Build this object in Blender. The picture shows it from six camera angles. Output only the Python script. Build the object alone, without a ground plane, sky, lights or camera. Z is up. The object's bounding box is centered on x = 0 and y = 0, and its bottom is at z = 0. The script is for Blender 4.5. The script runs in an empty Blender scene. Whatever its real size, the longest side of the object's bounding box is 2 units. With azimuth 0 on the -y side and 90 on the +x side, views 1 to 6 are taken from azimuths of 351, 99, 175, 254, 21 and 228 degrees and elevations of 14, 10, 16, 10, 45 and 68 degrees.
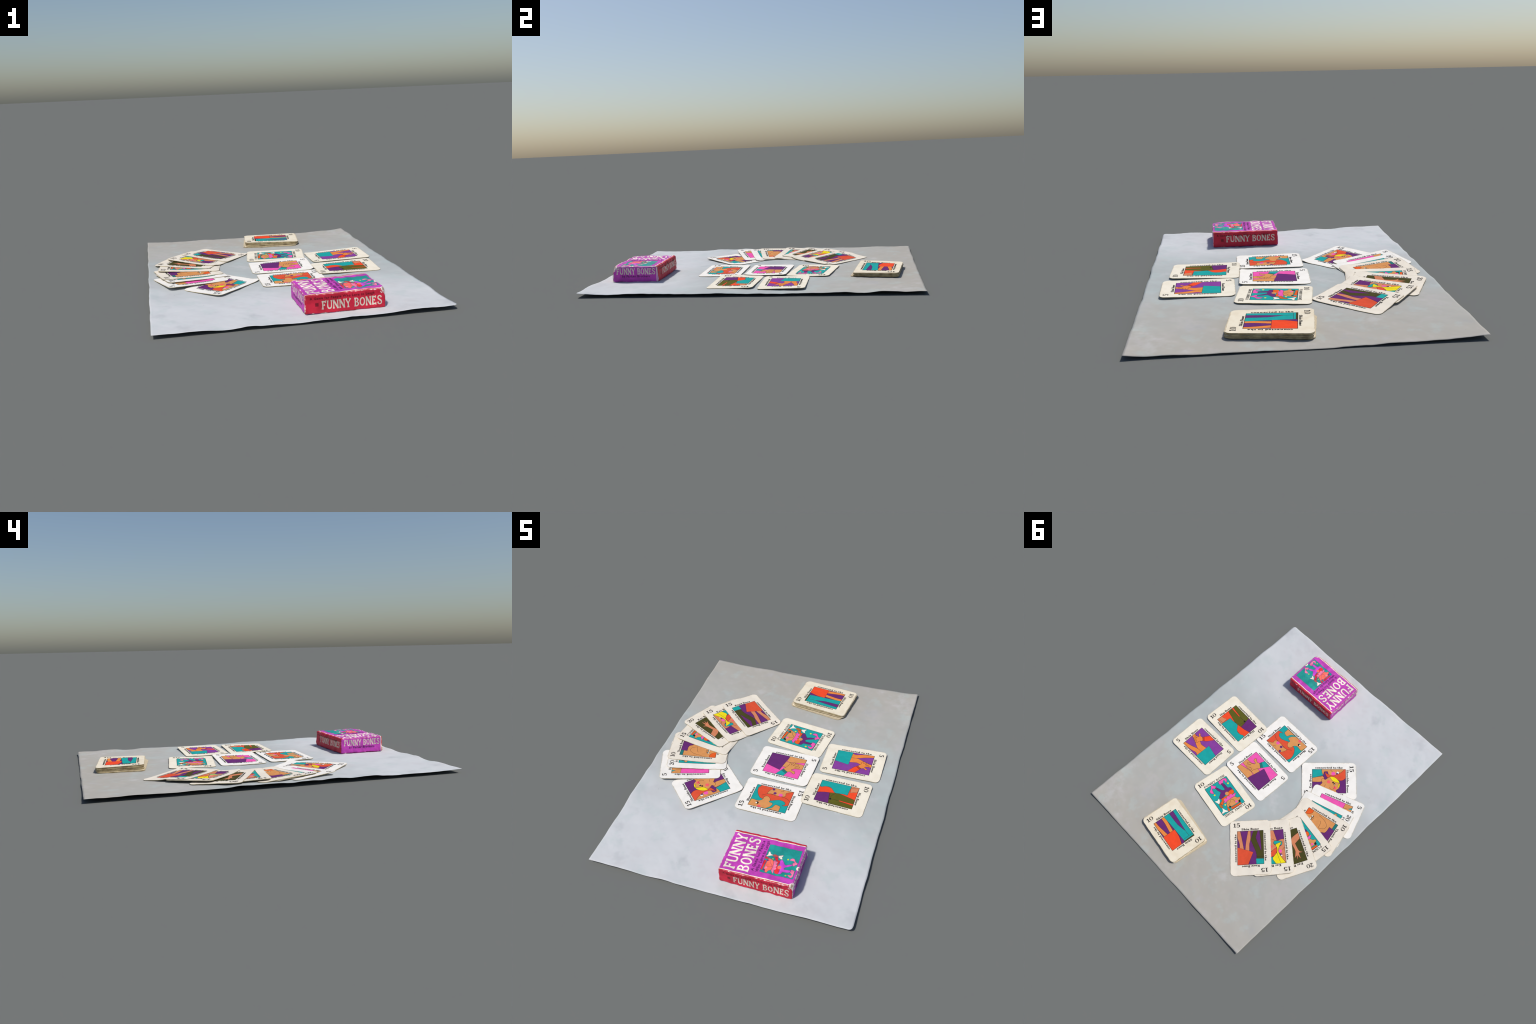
"""A card game laid out on a sheet of paper: a slip box, a small deck, five
cards on the table and a fan of eight.  Metres, z up."""
import bpy
import math
import numpy as np
from mathutils import Matrix, Vector
from mathutils.geometry import delaunay_2d_cdt

RNG = np.random.default_rng(11)

# ------------------------------------------------------------------ materials

def srgb(r, g, b):
    f = lambda c: c / 12.92 if c <= 0.04045 else ((c + 0.055) / 1.055) ** 2.4
    return tuple(f(c / 255.0) for c in (r, g, b)) + (1.0,)


class Nodes:
    """Small helper that strings shader nodes together."""

    def __init__(self, name):
        self.mat = bpy.data.materials.new(name)
        self.mat.use_nodes = True
        self.tree = self.mat.node_tree
        self.bsdf = self.tree.nodes["Principled BSDF"]
        self.obj = self.add("ShaderNodeTexCoord").outputs["Object"]

    def add(self, kind, **props):
        n = self.tree.nodes.new(kind)
        for k, v in props.items():
            setattr(n, k, v)
        return n

    def link(self, a, b):
        self.tree.links.new(a, b)

    def put(self, socket, value):
        if isinstance(value, bpy.types.NodeSocket):
            self.link(value, socket)
        else:
            socket.default_value = value

    def noise(self, scale, detail=3.0, rough=0.55, vec=None):
        n = self.add("ShaderNodeTexNoise")
        self.link(vec or self.obj, n.inputs["Vector"])
        n.inputs["Scale"].default_value = scale
        n.inputs["Detail"].default_value = detail
        n.inputs["Roughness"].default_value = rough
        return n.outputs["Fac"]

    def math(self, op, a, b=0.0, c=None):
        n = self.add("ShaderNodeMath", operation=op)
        self.put(n.inputs[0], a)
        self.put(n.inputs[1], b)
        if c is not None:
            self.put(n.inputs[2], c)
        return n.outputs[0]

    def ramp(self, fac, lo, hi):
        n = self.add("ShaderNodeMapRange", interpolation_type="SMOOTHSTEP")
        self.put(n.inputs["Value"], fac)
        n.inputs["From Min"].default_value = lo
        n.inputs["From Max"].default_value = hi
        return n.outputs["Result"]

    def mix(self, fac, a, b, mode="MIX"):
        n = self.add("ShaderNodeMix", data_type="RGBA", blend_type=mode)
        self.put(n.inputs[0], fac)
        self.put(n.inputs[6], a)
        self.put(n.inputs[7], b)
        return n.outputs[2]

    def finish(self, colour, rough=0.6, bump=None, bump_strength=0.2, bump_distance=0.001, spec=0.3):
        self.put(self.bsdf.inputs["Base Color"], colour)
        self.put(self.bsdf.inputs["Roughness"], rough)
        self.bsdf.inputs["Specular IOR Level"].default_value = spec
        if bump is not None:
            b = self.add("ShaderNodeBump")
            b.inputs["Strength"].default_value = bump_strength
            b.inputs["Distance"].default_value = bump_distance
            self.link(bump, b.inputs["Height"])
            self.link(b.outputs[0], self.bsdf.inputs["Normal"])
        return self.mat


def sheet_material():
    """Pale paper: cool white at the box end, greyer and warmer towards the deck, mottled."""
    m = Nodes("grey_paper")
    sep = m.add("ShaderNodeSeparateXYZ")
    m.link(m.obj, sep.inputs[0])
    broad = m.noise(1.7, 3.0)
    patch = m.noise(5.0, 4.0, 0.6)
    tint = m.noise(6.5, 4.0, 0.65)
    grain = m.noise(90.0, 3.0, 0.7)
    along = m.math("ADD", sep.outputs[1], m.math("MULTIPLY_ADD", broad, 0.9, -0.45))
    c = m.mix(m.ramp(along, -0.72, 0.0), srgb(199, 201, 203), srgb(173, 178, 177))  # baked light falloff of the scan, painted into the paper colour
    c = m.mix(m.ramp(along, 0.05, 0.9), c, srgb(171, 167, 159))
    c = m.mix(m.math("MULTIPLY", m.ramp(tint, 0.52, 0.66), 0.22), c, srgb(190, 184, 186))
    c = m.mix(m.math("MULTIPLY", m.ramp(tint, 0.48, 0.34), 0.30), c, srgb(176, 190, 188))
    c = m.mix(m.math("MULTIPLY", m.ramp(patch, 0.56, 0.72), 0.30), c, srgb(206, 207, 208))
    c = m.mix(m.math("MULTIPLY", m.ramp(patch, 0.44, 0.28), 0.32), c, srgb(163, 166, 170))
    c = m.mix(m.math("MULTIPLY", m.ramp(grain, 0.6, 0.75), 0.10), c, srgb(150, 152, 154))
    spots = m.add("ShaderNodeTexVoronoi")
    m.link(m.obj, spots.inputs["Vector"])
    spots.inputs["Scale"].default_value = 11.0
    fleck = m.math("MULTIPLY", m.ramp(spots.outputs["Distance"], 0.05, 0.02), 0.35)
    c = m.mix(fleck, c, srgb(140, 145, 148))
    return m.finish(c, 0.9, grain, 0.25, 0.0006, 0.08)


def paper_material(name, base, tint):
    """Card stock, a little grubby towards the rim of the card."""
    m = Nodes(name)
    sep = m.add("ShaderNodeSeparateXYZ")
    m.link(m.obj, sep.inputs[0])
    dx = m.math("SUBTRACT", CARD_W / 2, m.math("ABSOLUTE", sep.outputs[0]))
    dy = m.math("SUBTRACT", CARD_H / 2, m.math("ABSOLUTE", sep.outputs[1]))
    rim = m.math("MINIMUM", dx, dy)
    n = m.noise(14.0, 4.0, 0.6)
    c = m.mix(m.ramp(n, 0.4, 0.68), base, tint)
    wob = m.math("ADD", rim, m.math("MULTIPLY_ADD", m.noise(60.0, 3.0), 0.010, -0.005))
    c = m.mix(m.math("MULTIPLY", m.ramp(wob, 0.004, 0.0), 0.75), c, srgb(186, 172, 146))
    fine = m.noise(220.0, 2.0)
    return m.finish(c, 0.8, fine, 0.08, 0.0004, 0.12)


def edge_material(name, dark, lite):
    m = Nodes(name)
    c = m.mix(m.ramp(m.noise(35.0, 3.0), 0.35, 0.65), dark, lite)
    return m.finish(c, 0.8, spec=0.15)


def ink_material(name, rgb, depth=0.05):
    """Printed ink with a faint mottle."""
    m = Nodes(name)
    base = srgb(rgb[0] * 0.975, rgb[1] * 0.965, rgb[2] * 0.945)
    dark = tuple(c * (1.0 - depth * 1.3) for c in base[:3]) + (1.0,)
    lite = tuple(min(1.0, c * (1.0 + depth * 0.6)) for c in base[:3]) + (1.0,)
    c = m.mix(m.ramp(m.noise(24.0, 3.0, 0.6), 0.35, 0.65), dark, lite)
    return m.finish(c, 0.85, spec=0.06)


def box_material(name, rgb, wear=1.0):
    """Varnished carton board whose folds are rubbed down to the pale board."""
    m = Nodes(name)
    base = srgb(*rgb)
    dark = tuple(c * 0.80 for c in base[:3]) + (1.0,)
    lite = tuple(min(1.0, c * 1.06) for c in base[:3]) + (1.0,)
    c = m.mix(m.ramp(m.noise(16.0, 4.0, 0.6), 0.35, 0.65), dark, lite)
    sep = m.add("ShaderNodeSeparateXYZ")
    m.link(m.obj, sep.inputs[0])
    d = [m.math("SUBTRACT", h, m.math("ABSOLUTE", sep.outputs[i])) for i, h in enumerate(BOX_HALF)]
    lo, hi = m.math("MINIMUM", d[0], d[1]), m.math("MAXIMUM", d[0], d[1])
    mid = m.math("MAXIMUM", lo, m.math("MINIMUM", hi, d[2]))      # distance to the nearest fold
    rub = m.math("MULTIPLY_ADD", m.noise(34.0, 4.0, 0.65), -0.034 * wear, 0.0205 * wear)
    worn = m.ramp(m.math("ADD", mid, rub), 0.0052, 0.0022)
    c = m.mix(m.math("MULTIPLY", worn, 0.85), c, srgb(240, 224, 216))
    # scuffed brownish corner where the board shows
    corner = m.add("ShaderNodeVectorMath", operation="DISTANCE")
    m.link(m.obj, corner.inputs[0])
    corner.inputs[1].default_value = (BOX_HALF[0], -BOX_HALF[1], BOX_HALF[2])
    cd = m.math("ADD", corner.outputs["Value"], m.math("MULTIPLY_ADD", m.noise(55.0, 4.0, 0.65), 0.056, -0.028))
    c = m.mix(m.ramp(cd, 0.030, 0.020), c, srgb(236, 222, 216))
    c = m.mix(m.ramp(cd, 0.019, 0.012), c, srgb(158, 140, 118))
    crumple = m.noise(26.0, 4.0, 0.6)
    return m.finish(c, 0.5, crumple, 0.5, 0.004, 0.22)


# ------------------------------------------------------------------ dimensions

CARD_W, CARD_H, CARD_R = 0.277, 0.384, 0.031
PIC_W, PIC_H = 0.1805, 0.2385
CARD_T = 0.0026
BOX_CENTRE = (0.2074, -0.7547)
BOX_TURN = 1.0                                # degrees
BOX_HALF = (0.2090, 0.1462, 0.0498)
BOX_BASE = 0.0138

INKS = {
    "violet": (134, 66, 156), "purple": (104, 47, 116), "teal": (32, 163, 163),
    "dark_teal": (38, 118, 118), "skin_orange": (230, 138, 70), "tan": (216, 150, 92),
    "salmon": (212, 135, 98), "skin_brown": (178, 112, 56), "scarlet": (242, 80, 46),
    "coral": (222, 86, 58), "brick": (190, 62, 40), "orange": (228, 96, 42),
    "pink": (238, 92, 180), "rose": (242, 98, 106), "olive": (94, 94, 36),
    "dark_olive": (74, 72, 36), "yellow": (240, 222, 34), "white": (244, 242, 232),
    "ink": (36, 34, 36), "line": (62, 44, 44),
}
BOX_INKS = {
    "magenta": (194, 68, 178), "red": (202, 40, 64), "cream": (244, 236, 214), "faded_cream": (218, 206, 190),  # second cream is dulled to carry baked shade on side and end titles
    "box_teal": (34, 150, 142), "box_violet": (206, 76, 204), "box_red": (226, 44, 54),
    "box_coral": (250, 112, 94), "box_pink": (240, 120, 160), "box_brown": (196, 92, 76),
    "box_yellow": (196, 206, 60), "plum": (112, 40, 112), "maroon": (128, 26, 42),
    "board": (150, 134, 116),
}

MAT = {}


def build_materials():
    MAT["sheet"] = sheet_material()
    MAT["white_card"] = paper_material("white_card", srgb(238, 234, 227), srgb(231, 227, 219))
    MAT["warm_card"] = paper_material("warm_card", srgb(231, 222, 206), srgb(225, 215, 199))
    MAT["cream_card"] = paper_material("cream_card", srgb(234, 226, 208), srgb(226, 217, 197))
    MAT["edge"] = edge_material("card_edge", srgb(150, 138, 108), srgb(186, 174, 138))
    MAT["deck_edge"] = edge_material("deck_edge", srgb(142, 124, 90), srgb(182, 166, 126))
    MAT["deck_card"] = paper_material("deck_card", srgb(230, 220, 198), srgb(222, 209, 184))
    for k, v in INKS.items():
        MAT[k] = ink_material("ink_" + k, v)
    for k, v in BOX_INKS.items():
        MAT[k] = box_material("box_" + k, v, 0.45 if k in ("cream", "faded_cream", "plum", "maroon") else 1.0)


# ------------------------------------------------------------- planar drawing

def soften(pts, keep, per=5, tension=0.38):
    """Smooth closed curve through the points; those flagged in keep stay sharp."""
    p = np.asarray(pts, float)
    m = tension * (np.roll(p, -1, 0) - np.roll(p, 1, 0))
    m[np.asarray(keep)] = 0.0
    out = []
    for i in range(len(p)):
        a, b, ma, mb = p[i], p[(i + 1) % len(p)], m[i], m[(i + 1) % len(p)]
        for t in np.arange(per) / per:
            out.append((2 * t**3 - 3 * t**2 + 1) * a + (t**3 - 2 * t**2 + t) * ma + (3 * t**2 - 2 * t**3) * b + (t**3 - t**2) * mb)
    return np.array(out)


def corners(pts, limit):
    """Which points turn by more than `limit` degrees."""
    p = np.asarray(pts, float)
    a, b = p - np.roll(p, 1, 0), np.roll(p, -1, 0) - p
    turn = np.abs(np.degrees(np.arctan2(a[:, 0] * b[:, 1] - a[:, 1] * b[:, 0], (a * b).sum(1))))
    return turn > limit


def spline(pts, per=6):
    """Catmull-Rom through every column of pts (position and, if given, width)."""
    p = np.asarray(pts, float)
    if len(p) < 3:
        return p
    e = np.vstack([2 * p[0] - p[1], p, 2 * p[-1] - p[-2]])
    out = []
    for i in range(1, len(e) - 2):
        a, b, c, d = e[i - 1:i + 3]
        for t in np.arange(per) / per:
            out.append(0.5 * (2 * b + (c - a) * t + (2 * a - 5 * b + 4 * c - d) * t * t + (3 * b - a - 3 * c + d) * t ** 3))
    out.append(p[-1])
    return np.array(out)


def ribbon(pts, width, closed=False):
    """Quads that follow a line; width is one number or one per point."""
    p = np.asarray(pts, float)
    w = np.broadcast_to(np.asarray(width, float), len(p))
    if closed:
        t = np.roll(p, -1, 0) - np.roll(p, 1, 0)
    else:
        t = np.gradient(p, axis=0)
    t /= np.maximum(np.linalg.norm(t, axis=1, keepdims=True), 1e-9)
    n = np.stack([-t[:, 1], t[:, 0]], 1) * w[:, None] / 2
    a, b = p + n, p - n
    last = len(p) if closed else len(p) - 1
    return [np.array([a[i], a[(i + 1) % len(p)], b[(i + 1) % len(p)], b[i]]) for i in range(last)]


def disc(x, y, r, n=18):
    a = np.arange(n) * 2 * math.pi / n
    return np.stack([x + r * np.cos(a), y + r * np.sin(a)], 1)


def inside(poly, pts):
    x, y = pts[:, 0], pts[:, 1]
    hit = np.zeros(len(pts), bool)
    a, b = poly, np.roll(poly, -1, 0)
    box = (x >= poly[:, 0].min()) & (x <= poly[:, 0].max()) & (y >= poly[:, 1].min()) & (y <= poly[:, 1].max())
    if not box.any():
        return hit
    xs, ys = x[box], y[box]
    h = np.zeros(len(xs), bool)
    for (x0, y0), (x1, y1) in zip(a, b):
        if y0 != y1:
            h ^= ((y0 > ys) != (y1 > ys)) & (xs < (x1 - x0) * (ys - y0) / (y1 - y0) + x0)
    hit[box] = h
    return hit


def fine(poly, longest):
    """Split long edges, so that a flat drawing can follow a curved sheet."""
    out = []
    for a, b in zip(poly, np.roll(poly, -1, 0)):
        k = max(1, int(math.ceil(np.linalg.norm(b - a) / longest)))
        out.extend(a + (b - a) * i / k for i in range(k))
    return np.array(out)


def partition(outline, layers, step):
    """Cut the region inside outline along every layer's polygons.  A layer is a
    list of polygons; later layers lie on top.  Returns verts, triangles and the
    index of the topmost layer of each triangle (-1: none).  Units: millimetres."""
    verts, edges = [], []

    def ring(poly):
        poly = fine(np.asarray(poly, float), step * 0.6)
        k = len(verts)
        verts.extend(map(tuple, poly))
        edges.extend((k + i, k + (i + 1) % len(poly)) for i in range(len(poly)))

    ring(outline)
    for layer in layers:
        for poly in layer:
            ring(poly)
    lo, hi = outline.min(0), outline.max(0)
    gx, gy = np.meshgrid(np.arange(lo[0] + step / 2, hi[0], step), np.arange(lo[1] + step / 2, hi[1], step))
    grid = np.stack([gx.ravel(), gy.ravel()], 1)
    verts.extend(map(tuple, grid[inside(outline, grid)]))
    res = delaunay_2d_cdt([Vector(v) for v in verts], edges, [], 0, 1e-3)
    v = np.array([(p.x, p.y) for p in res[0]])
    f = np.array([t for t in res[2] if len(t) == 3])
    mid = v[f].mean(1)
    keep = inside(outline, mid)
    f, mid = f[keep], mid[keep]
    a, b = v[f[:, 1]] - v[f[:, 0]], v[f[:, 2]] - v[f[:, 0]]
    area = a[:, 0] * b[:, 1] - a[:, 1] * b[:, 0]
    f[area < 0] = f[area < 0][:, ::-1]
    ok = np.abs(area) > 1e-5
    f, mid = f[ok], mid[ok]
    top = np.full(len(f), -1)
    for k, layer in enumerate(layers):
        for poly in layer:
            top[inside(poly, mid)] = k
    return v, f, top


def compact(v, f):
    used, inv = np.unique(f, return_inverse=True)
    return v[used], inv.reshape(f.shape)


# --------------------------------------------------------------------- letters

def flare(a, b, wide, waist):
    """Straight stroke from a to b that widens into spurs at both ends."""
    a, b = np.array(a, float), np.array(b, float)
    s = np.array([0, 0.1, 0.28, 0.5, 0.72, 0.9, 1])
    w = np.array([wide, wide * 0.72 + waist * 0.28, waist * 1.08, waist, waist * 1.08, wide * 0.72 + waist * 0.28, wide])
    return np.column_stack([a + (b - a) * s[:, None], w])


def arm(a, b, thin, wide):
    a, b = np.array(a, float), np.array(b, float)
    s = np.array([0, 0.5, 0.75, 1])
    return np.column_stack([a + (b - a) * s[:, None], np.array([thin, thin, (thin + wide) / 2, wide])])


def oval(cx, cy, rx, ry, side, top, n=28):
    a = np.arange(n + 1) * 2 * math.pi / n
    return np.column_stack([cx + rx * np.cos(a), cy + ry * np.sin(a), top + (side - top) * np.cos(a) ** 2])


# Western poster capitals: (advance, strokes); a stroke has columns x, y, width.
POSTER = {
    "F": (0.80, [flare((0.2, 0), (0.2, 1), 0.36, 0.2), arm((0.2, 0.91), (0.72, 0.88), 0.15, 0.36), arm((0.2, 0.52), (0.54, 0.52), 0.12, 0.30)]),
    "U": (0.92, [spline([(0.17, 1, 0.36), (0.17, 0.84, 0.2), (0.17, 0.4, 0.2), (0.24, 0.16, 0.2), (0.46, 0.09, 0.18), (0.67, 0.17, 0.18), (0.74, 0.4, 0.17), (0.74, 0.84, 0.17), (0.74, 1, 0.34)])]),
    "N": (0.98, [flare((0.17, 0), (0.17, 1), 0.34, 0.15), flare((0.8, 0), (0.8, 1), 0.32, 0.15), arm((0.16, 0.97), (0.81, 0.03), 0.26, 0.2)]),
    "Y": (0.92, [spline([(0.13, 1, 0.34), (0.2, 0.84, 0.2), (0.44, 0.46, 0.2)]), spline([(0.78, 1, 0.32), (0.7, 0.84, 0.16), (0.44, 0.46, 0.16)]), arm((0.44, 0.5), (0.44, 0), 0.19, 0.4)]),
    "B": (0.86, [flare((0.2, 0), (0.2, 1), 0.36, 0.2), spline([(0.2, 0.93, 0.13), (0.46, 0.93, 0.14), (0.63, 0.76, 0.2), (0.46, 0.55, 0.13), (0.2, 0.54, 0.12)]), spline([(0.2, 0.52, 0.12), (0.5, 0.51, 0.13), (0.7, 0.28, 0.21), (0.5, 0.07, 0.14), (0.2, 0.07, 0.13)])]),
    "O": (0.94, [oval(0.45, 0.5, 0.32, 0.43, 0.22, 0.14)]),
    "E": (0.82, [flare((0.2, 0), (0.2, 1), 0.36, 0.2), arm((0.2, 0.91), (0.68, 0.88), 0.15, 0.34), arm((0.2, 0.52), (0.52, 0.52), 0.12, 0.28), arm((0.2, 0.09), (0.7, 0.12), 0.15, 0.34)]),
    "S": (0.84, [spline([(0.68, 0.74, 0.24), (0.64, 0.88, 0.16), (0.42, 0.94, 0.13), (0.2, 0.85, 0.18), (0.18, 0.68, 0.2), (0.38, 0.54, 0.2), (0.6, 0.42, 0.21), (0.68, 0.25, 0.2), (0.58, 0.09, 0.15), (0.36, 0.06, 0.13), (0.18, 0.14, 0.18), (0.13, 0.3, 0.26)])]),
    " ": (0.42, []),
}
# Numerals with heavy stems and hairline joins.
FIGURES = {
    "0": (0.80, [oval(0.39, 0.5, 0.29, 0.45, 0.18, 0.08)]),
    "1": (0.62, [arm((0.32, 0.03), (0.32, 0.97), 0.19, 0.19), arm((0.06, 0.05), (0.58, 0.05), 0.10, 0.10), arm((0.3, 0.95), (0.08, 0.78), 0.09, 0.11)]),
    "2": (0.78, [spline([(0.15, 0.68, 0.19), (0.2, 0.88, 0.11), (0.4, 0.95, 0.10), (0.6, 0.84, 0.18), (0.6, 0.64, 0.19), (0.38, 0.38, 0.12), (0.14, 0.12, 0.10)]), arm((0.1, 0.08), (0.68, 0.08), 0.15, 0.17), arm((0.67, 0.1), (0.7, 0.3), 0.09, 0.08)]),
    "5": (0.76, [arm((0.16, 0.92), (0.66, 0.92), 0.17, 0.17), arm((0.18, 0.95), (0.15, 0.52), 0.09, 0.08), spline([(0.15, 0.52, 0.08), (0.36, 0.61, 0.10), (0.58, 0.52, 0.17), (0.64, 0.3, 0.2), (0.54, 0.1, 0.15), (0.32, 0.04, 0.09), (0.16, 0.1, 0.11), (0.14, 0.21, 0.18)])]),
}


STEM = lambda x, top=0.62, w=0.2: np.array([(x, 0.0, w), (x, top / 2, w), (x, top, w)])
SERIF = lambda x0, x1, y: arm((x0, y), (x1, y), 0.1, 0.1)
ARCH = lambda x: spline([(x, 0.42, 0.1), (x + 0.14, 0.58, 0.14), (x + 0.3, 0.5, 0.19), (x + 0.33, 0.3, 0.2), (x + 0.33, 0.0, 0.2)])
# Heavy slab-serif lower case with matching capitals, for the captions.
SLAB = {
    "c": (0.64, [spline([(0.53, 0.48, 0.2), (0.45, 0.59, 0.14), (0.3, 0.6, 0.14), (0.13, 0.32, 0.22), (0.3, 0.06, 0.14), (0.46, 0.07, 0.1), (0.57, 0.18, 0.1)])]),
    "o": (0.68, [oval(0.34, 0.32, 0.22, 0.26, 0.22, 0.13)]),
    "n": (0.78, [STEM(0.2), SERIF(0.04, 0.37, 0.05), SERIF(0.04, 0.22, 0.57), ARCH(0.2), SERIF(0.4, 0.7, 0.05)]),
    "m": (1.12, [STEM(0.2), SERIF(0.04, 0.36, 0.05), SERIF(0.04, 0.22, 0.57), ARCH(0.2), ARCH(0.53), SERIF(0.74, 1.04, 0.05)]),
    "h": (0.78, [STEM(0.2, 1.0), SERIF(0.04, 0.37, 0.05), SERIF(0.04, 0.22, 0.95), ARCH(0.2), SERIF(0.4, 0.7, 0.05)]),
    "e": (0.66, [arm((0.14, 0.34), (0.56, 0.34), 0.1, 0.1), spline([(0.54, 0.34, 0.16), (0.49, 0.53, 0.17), (0.33, 0.6, 0.13), (0.13, 0.32, 0.22), (0.32, 0.06, 0.14), (0.48, 0.08, 0.1), (0.58, 0.18, 0.09)])]),
    "t": (0.52, [spline([(0.2, 0.88, 0.12), (0.22, 0.7, 0.2), (0.22, 0.2, 0.2), (0.31, 0.06, 0.13), (0.46, 0.12, 0.08)]), SERIF(0.04, 0.46, 0.57)]),
    "d": (0.76, [oval(0.32, 0.32, 0.2, 0.26, 0.2, 0.12), STEM(0.54, 1.0), SERIF(0.38, 0.56, 0.95), SERIF(0.52, 0.72, 0.05)]),
    "b": (0.74, [oval(0.42, 0.32, 0.2, 0.26, 0.2, 0.12), STEM(0.19, 1.0), SERIF(0.03, 0.2, 0.95)]),
    "p": (0.76, [oval(0.44, 0.32, 0.2, 0.26, 0.2, 0.12), np.array([(0.2, -0.28, 0.2), (0.2, 0.2, 0.2), (0.2, 0.62, 0.2)]), SERIF(0.04, 0.38, -0.25)]),
    "i": (0.42, [STEM(0.2), SERIF(0.04, 0.37, 0.05), SERIF(0.04, 0.22, 0.57), arm((0.2, 0.78), (0.2, 0.98), 0.22, 0.22)]),
    "l": (0.42, [STEM(0.2, 1.0), SERIF(0.04, 0.37, 0.05), SERIF(0.04, 0.22, 0.95)]),
    "a": (0.72, [spline([(0.13, 0.48, 0.17), (0.3, 0.59, 0.13), (0.46, 0.5, 0.2), (0.48, 0.2, 0.2), (0.56, 0.06, 0.14), (0.68, 0.09, 0.08)]), oval(0.27, 0.2, 0.13, 0.13, 0.17, 0.11, 16)]),
    "r": (0.58, [STEM(0.2), SERIF(0.04, 0.39, 0.05), SERIF(0.04, 0.22, 0.57), spline([(0.2, 0.38, 0.1), (0.33, 0.57, 0.13), (0.47, 0.53, 0.2)])]),
    "u": (0.78, [spline([(0.19, 0.62, 0.2), (0.19, 0.25, 0.2), (0.31, 0.07, 0.15), (0.54, 0.2, 0.1)]), STEM(0.55), SERIF(0.03, 0.2, 0.57), SERIF(0.4, 0.56, 0.57), SERIF(0.54, 0.72, 0.05)]),
    "s": (0.58, [spline([(0.46, 0.46, 0.16), (0.3, 0.6, 0.12), (0.14, 0.46, 0.18), (0.3, 0.32, 0.18), (0.45, 0.17, 0.18), (0.29, 0.05, 0.12), (0.11, 0.18, 0.16)])]),
    "H": (0.98, [STEM(0.22, 1.0), STEM(0.74, 1.0), SERIF(0.03, 0.42, 0.05), SERIF(0.03, 0.42, 0.95), SERIF(0.55, 0.94, 0.05), SERIF(0.55, 0.94, 0.95), SERIF(0.2, 0.76, 0.5)]),
    "K": (0.96, [STEM(0.22, 1.0), SERIF(0.03, 0.42, 0.05), SERIF(0.03, 0.42, 0.95), arm((0.28, 0.42), (0.74, 0.95), 0.12, 0.14), arm((0.4, 0.58), (0.8, 0.04), 0.2, 0.22), SERIF(0.6, 0.92, 0.05), SERIF(0.58, 0.88, 0.95)]),
    "T": (0.88, [STEM(0.42, 1.0), SERIF(0.05, 0.79, 0.94), arm((0.08, 0.96), (0.07, 0.72), 0.1, 0.1), arm((0.76, 0.96), (0.77, 0.72), 0.1, 0.1), SERIF(0.22, 0.62, 0.05)]),
    "B": POSTER["B"], "S": POSTER["S"], "E": POSTER["E"], "N": POSTER["N"], " ": (0.36, []),
}


def lettering(text, font, width, height):
    """Quads of the strokes, in the frame x 0..width, y 0..height."""
    total = sum(font[c][0] for c in text)
    x, quads = 0.0, []
    sx = width / total
    for c in text:
        adv, strokes = font[c]
        for s in strokes:
            s = np.array(s)
            for q in ribbon(s[:, :2], s[:, 2] * {id(POSTER): 0.9, id(SLAB): 1.22}.get(id(font), 1.05)):
                quads.append(np.column_stack([(q[:, 0] + x) * sx, q[:, 1] * height]))
        x += adv
    return quads


def stamp(quads, ox, oy, turn=0.0):
    c, s = math.cos(turn), math.sin(turn)
    return [np.column_stack([ox + q[:, 0] * c - q[:, 1] * s, oy + q[:, 0] * s + q[:, 1] * c]) for q in quads]


def union(quads):
    """One flat mesh covering all quads without overlaps (millimetres)."""
    verts, edges = [], []
    for q in quads:
        k = len(verts)
        verts.extend(Vector(p) for p in q)
        edges.extend((k + i, k + (i + 1) % len(q)) for i in range(len(q)))
    res = delaunay_2d_cdt(verts, edges, [], 0, 1e-3)
    v = np.array([(p.x, p.y) for p in res[0]])
    f = np.array([t for t in res[2] if len(t) == 3])
    mid = v[f].mean(1)
    keep = np.zeros(len(f), bool)
    for q in quads:
        keep |= inside(np.asarray(q), mid)
    a, b = v[f[:, 1]] - v[f[:, 0]], v[f[:, 2]] - v[f[:, 0]]
    area = a[:, 0] * b[:, 1] - a[:, 1] * b[:, 0]
    f[area < 0] = f[area < 0][:, ::-1]
    return compact(v, f[keep & (np.abs(area) > 1e-5)])


TYPE = {}


def typeset(text, width, bold=0.045):
    """Built-in font, scaled so that the line is `width` long; centred in x, baseline y = 0."""
    if text not in TYPE:
        cu = bpy.data.curves.new("type", "FONT")
        cu.body, cu.size, cu.offset, cu.space_character = text, 1.0, bold, 1.22
        cu.resolution_u = 3
        ob = bpy.data.objects.new("type", cu)
        bpy.context.scene.collection.objects.link(ob)
        bpy.context.view_layer.update()
        me = ob.evaluated_get(bpy.context.evaluated_depsgraph_get()).to_mesh()
        v = np.array([p.co[:2] for p in me.vertices])
        f = [tuple(p.vertices) for p in me.polygons]
        n = np.array([p.normal.z for p in me.polygons])
        f = [t if z > 0 else t[::-1] for t, z in zip(f, n)]
        bpy.data.objects.remove(ob)
        bpy.data.curves.remove(cu)
        v[:, 0] -= (v[:, 0].min() + v[:, 0].max()) / 2
        TYPE[text] = (v, f)
    v, f = TYPE[text]
    return v * (width / (v[:, 0].max() - v[:, 0].min())), f


# ----------------------------------------------------------------- mesh output

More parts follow.
